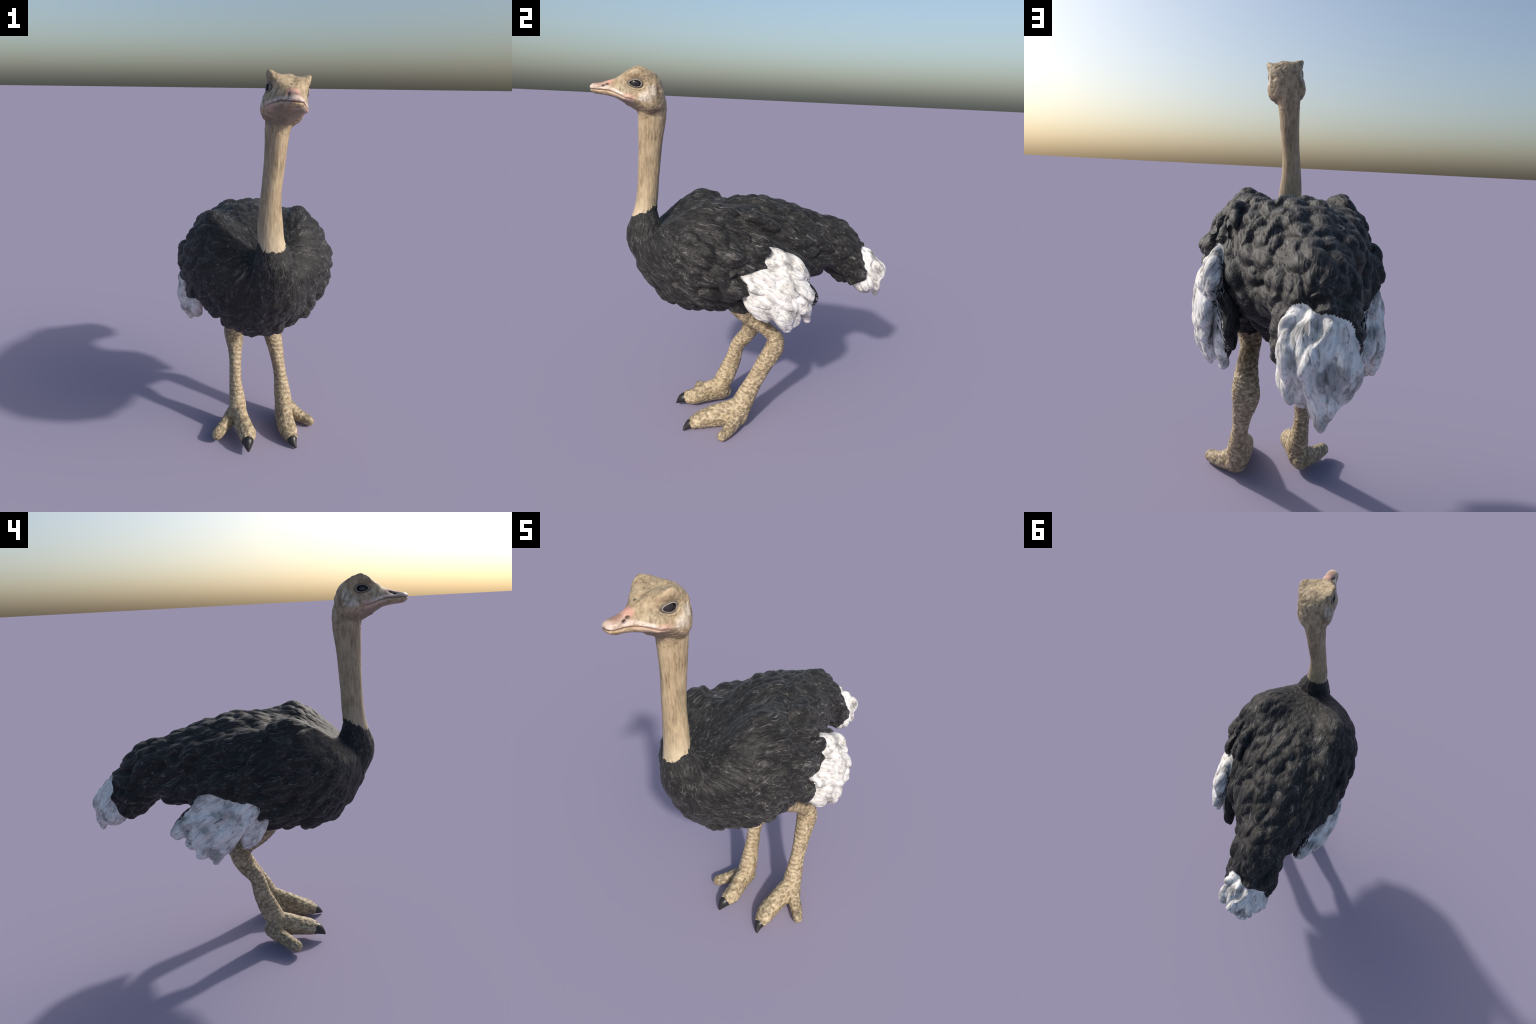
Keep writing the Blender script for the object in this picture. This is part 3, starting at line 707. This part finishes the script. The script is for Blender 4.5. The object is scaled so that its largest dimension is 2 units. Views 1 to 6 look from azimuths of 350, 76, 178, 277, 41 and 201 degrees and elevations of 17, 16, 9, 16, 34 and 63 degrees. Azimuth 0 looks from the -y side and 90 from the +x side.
    g.put(bs.inputs["Normal"], g.bump(g.math("ADD", g.math("MULTIPLY", s, .7), g.math("MULTIPLY", fine, .3)), .45, .005))
    return m
def scaly(name, y0, z0, slope):
    """Leg skin: front plates where y lies ahead of the shank line y0 + slope * (z - z0), spots elsewhere."""
    m, nt, bs = nodes(name, .55, .35); g = G(nt)
    x, y, z = g.sep(g.P)
    n = g.noise(g.P, 40, 4, .6); fine = g.noise(g.P, 260, 3, .6)
    base = g.ramp(n, [(.35, (.27, .203, .122)), (.5, (.41, .325, .208)), (.66, (.545, .45, .305))])
    warp = g.vec("SCALE", g.vec("SUBTRACT", g.noise(g.P, 55, 2, color=True), (.5, .5, .5)), scale=.004)
    p = g.vec("ADD", g.P, warp)
    big = g.voronoi(g.map(p, scale=(1, .9, 1.25)), 58, rand=.9)
    spots = inv(g, g.step(big, .34, .68))
    keep = g.step(g.noise(g.P, 15, 2), .30, .48)
    line = g.math("SUBTRACT", y, g.math("MULTIPLY_ADD", g.math("SUBTRACT", z, z0), slope, y0))
    fr = mul(g, inv(g, g.step(g.math("ADD", line, g.math("MULTIPLY", g.math("SUBTRACT", n, .5), .03)), -.044, -.028)), g.step(z, .12, .18), inv(g, g.step(z, .47, .52)))
    back = g.step(line, .012, .03)
    col = g.mix(mul(g, spots, keep, g.math("MULTIPLY_ADD", fr, -.40, .72)), base, (.140, .112, .070))
    # plates down the front of the shank
    wv = g.math("SINE", g.math("MULTIPLY_ADD", g.noise(g.P, 26, 3), 8.0, g.math("MULTIPLY", g.math("ADD", z, g.math("MULTIPLY", y, .35)), 6.283 / .027)))
    col = g.mix(mul(g, fr, g.step(wv, -.2, .7), keep, .36), col, g.mix(fine, (.50, .40, .265), (.68, .56, .40)))
    col = g.mix(mul(g, fr, inv(g, g.step(wv, -.95, -.45)), keep, .38), col, (.14, .105, .065))
    # wrinkles lying across the limb
    wr = g.noise(g.map(g.P, scale=(.22, .3, 1)), 125, 3, .6, .4)
    wf = mul(g, inv(g, g.step(wr, .36, .47)), g.step(z, .12, .3), g.math("MULTIPLY_ADD", back, .3, .45))
    col = g.mix(wf, col, (.13, .098, .055))
    g.put(bs.inputs["Base Color"], col)
    h = g.math("ADD", g.math("MULTIPLY", wr, .5), g.math("MULTIPLY", g.voronoi(p, 150), .3))
    h = g.math("ADD", h, g.math("MULTIPLY", spots, .35))
    g.put(bs.inputs["Normal"], g.bump(h, .7, .006))
    return m
def plain(name, c, rough, spec=.5, coat=0, var=.3, scale=120):
    m, nt, bs = nodes(name, rough, spec); g = G(nt)
    n = g.noise(g.P, scale, 3)
    g.put(bs.inputs["Base Color"], g.mix(n, tuple(x * (1 - var) for x in c), tuple(x * (1 + var) for x in c)))
    bs.inputs["Coat Weight"].default_value = coat
    bs.inputs["Coat Roughness"].default_value = .04
    return m

R = math.radians
M_BLACK = black_feathers("black_plumage", R(16)); M_TAIL = black_feathers("tail_plumage", R(40))
M_WHITE = white_feathers("white_wing_plumes", R(34), .296); M_WTAIL = white_feathers("white_tail_plumes", R(68))
M_NECK = skin("neck_skin", "neck"); M_HEAD = skin("head_skin", "head")
M_LEG = scaly("scaly_leg_skin", .106, .49, .516); M_LEG_B = scaly("scaly_leg_skin_other", .020, .51, .385)
M_CLAW = plain("claw_horn", (.016, .016, .016), .38); M_EYE = plain("eye_dark", (.026, .023, .024), .20, .45, .0, .5, 60)

parts = {"torso": (TORSO, M_BLACK), "tail": (TAIL, M_TAIL), "neck": (NECK, M_NECK), "head": (HEAD, M_HEAD), "beak": (BEAK, M_HEAD),
         "wing": (WING_A, M_BLACK), "wing.001": (WING_B, M_BLACK), "wing_plume": (PLUME_A, M_WHITE), "wing_plume.001": (PLUME_B, M_WHITE),
         "tail_plume": (TAILPLUME, M_WTAIL), "leg": (LEG_A, M_LEG), "leg.001": (LEG_B, M_LEG_B), "foot": (FOOT_A, M_LEG), "foot.001": (FOOT_B, M_LEG_B)}
parent_of = {"beak": "head", "wing_plume": "wing", "wing_plume.001": "wing.001", "tail_plume": "tail"}
# a face belongs to the region of the majority of its corners
fl = region[LV[LS]].copy()
l2 = region[LV[LS + 1]]; l3 = region[LV[LS + 2]]
fl = np.where(l2 == l3, l2, fl)
objs = {}
for name, (rid, mat) in parts.items():
    fi = np.nonzero(fl == rid)[0]
    if not len(fi): continue
    tot = LT[fi]; start = np.concatenate([[0], np.cumsum(tot)[:-1]])
    loops = np.concatenate([LV[LS[fi] + 0][:, None], LV[LS[fi] + 1][:, None], LV[LS[fi] + 2][:, None], LV[LS[fi] + tot - 1][:, None]], axis=1)
    mask = np.ones_like(loops, bool); mask[tot == 3, 3] = False
    loops = loops[mask]
    used, inv = np.unique(loops, return_inverse=True)
    me = bpy.data.meshes.new(name)
    me.vertices.add(len(used)); me.vertices.foreach_set("co", V[used].ravel())
    me.loops.add(len(loops)); me.loops.foreach_set("vertex_index", inv.astype(np.int32))
    me.polygons.add(len(fi)); me.polygons.foreach_set("loop_start", start.astype(np.int32)); me.polygons.foreach_set("loop_total", tot.astype(np.int32))
    me.update(calc_edges=True); me.validate()
    me.polygons.foreach_set("use_smooth", np.ones(len(me.polygons), bool))
    me.normals_split_custom_set_from_vertices(N[used].tolist())
    me.materials.append(mat)
    o = bpy.data.objects.new(name, me); bpy.context.scene.collection.objects.link(o)
    objs[name] = o
for name, o in objs.items():
    o.parent = objs.get(parent_of.get(name), top)
bpy.data.meshes.remove(rm)

# ------------------------------------------------------------------ eyes and claws
def simple(name, verts, faces, mat, parent):
    me = bpy.data.meshes.new(name); me.from_pydata([tuple(v) for v in verts], [], faces); me.update()
    bm = bmesh.new(); bm.from_mesh(me); bmesh.ops.recalc_face_normals(bm, faces=bm.faces); bm.to_mesh(me); bm.free()
    for p in me.polygons: p.use_smooth = True
    me.materials.append(mat)
    o = bpy.data.objects.new(name, me); bpy.context.scene.collection.objects.link(o); o.parent = parent
    return o
for k, sgn in enumerate((1, -1)):
    me = bpy.data.meshes.new("eye"); bm = bmesh.new()
    bmesh.ops.create_uvsphere(bm, u_segments=40, v_segments=24, radius=1)
    for v in bm.verts:
        v.co = Vector(head_to_world(np.array([sgn * .0590 + v.co.x * .0265, EYE[1] + v.co.y * .031, EYE[2] + v.co.z * .026])))
    bm.to_mesh(me); bm.free()
    for p in me.polygons: p.use_smooth = True
    me.materials.append(M_EYE)
    o = bpy.data.objects.new("eye", me); bpy.context.scene.collection.objects.link(o); o.parent = objs["head"]
claws = {"foot": [(.186, -.345, .040, .034, .030), (.188, -.370, .034, .030, .029), (.193, -.392, .021, .018, .018), (.2005, -.408, .009, .008, .007)],
         "foot.001": [(-.065, -.350, .060, .036, .036), (-.067, -.385, .058, .032, .034), (-.069, -.410, .043, .020, .021), (-.070, -.425, .031, .009, .008)]}
for k, path in claws.items():
    s = Soup(); s.tube(path, 0, n=6, m=24)
    simple("claw", np.concatenate(s.v), s.f, M_CLAW, objs[k])
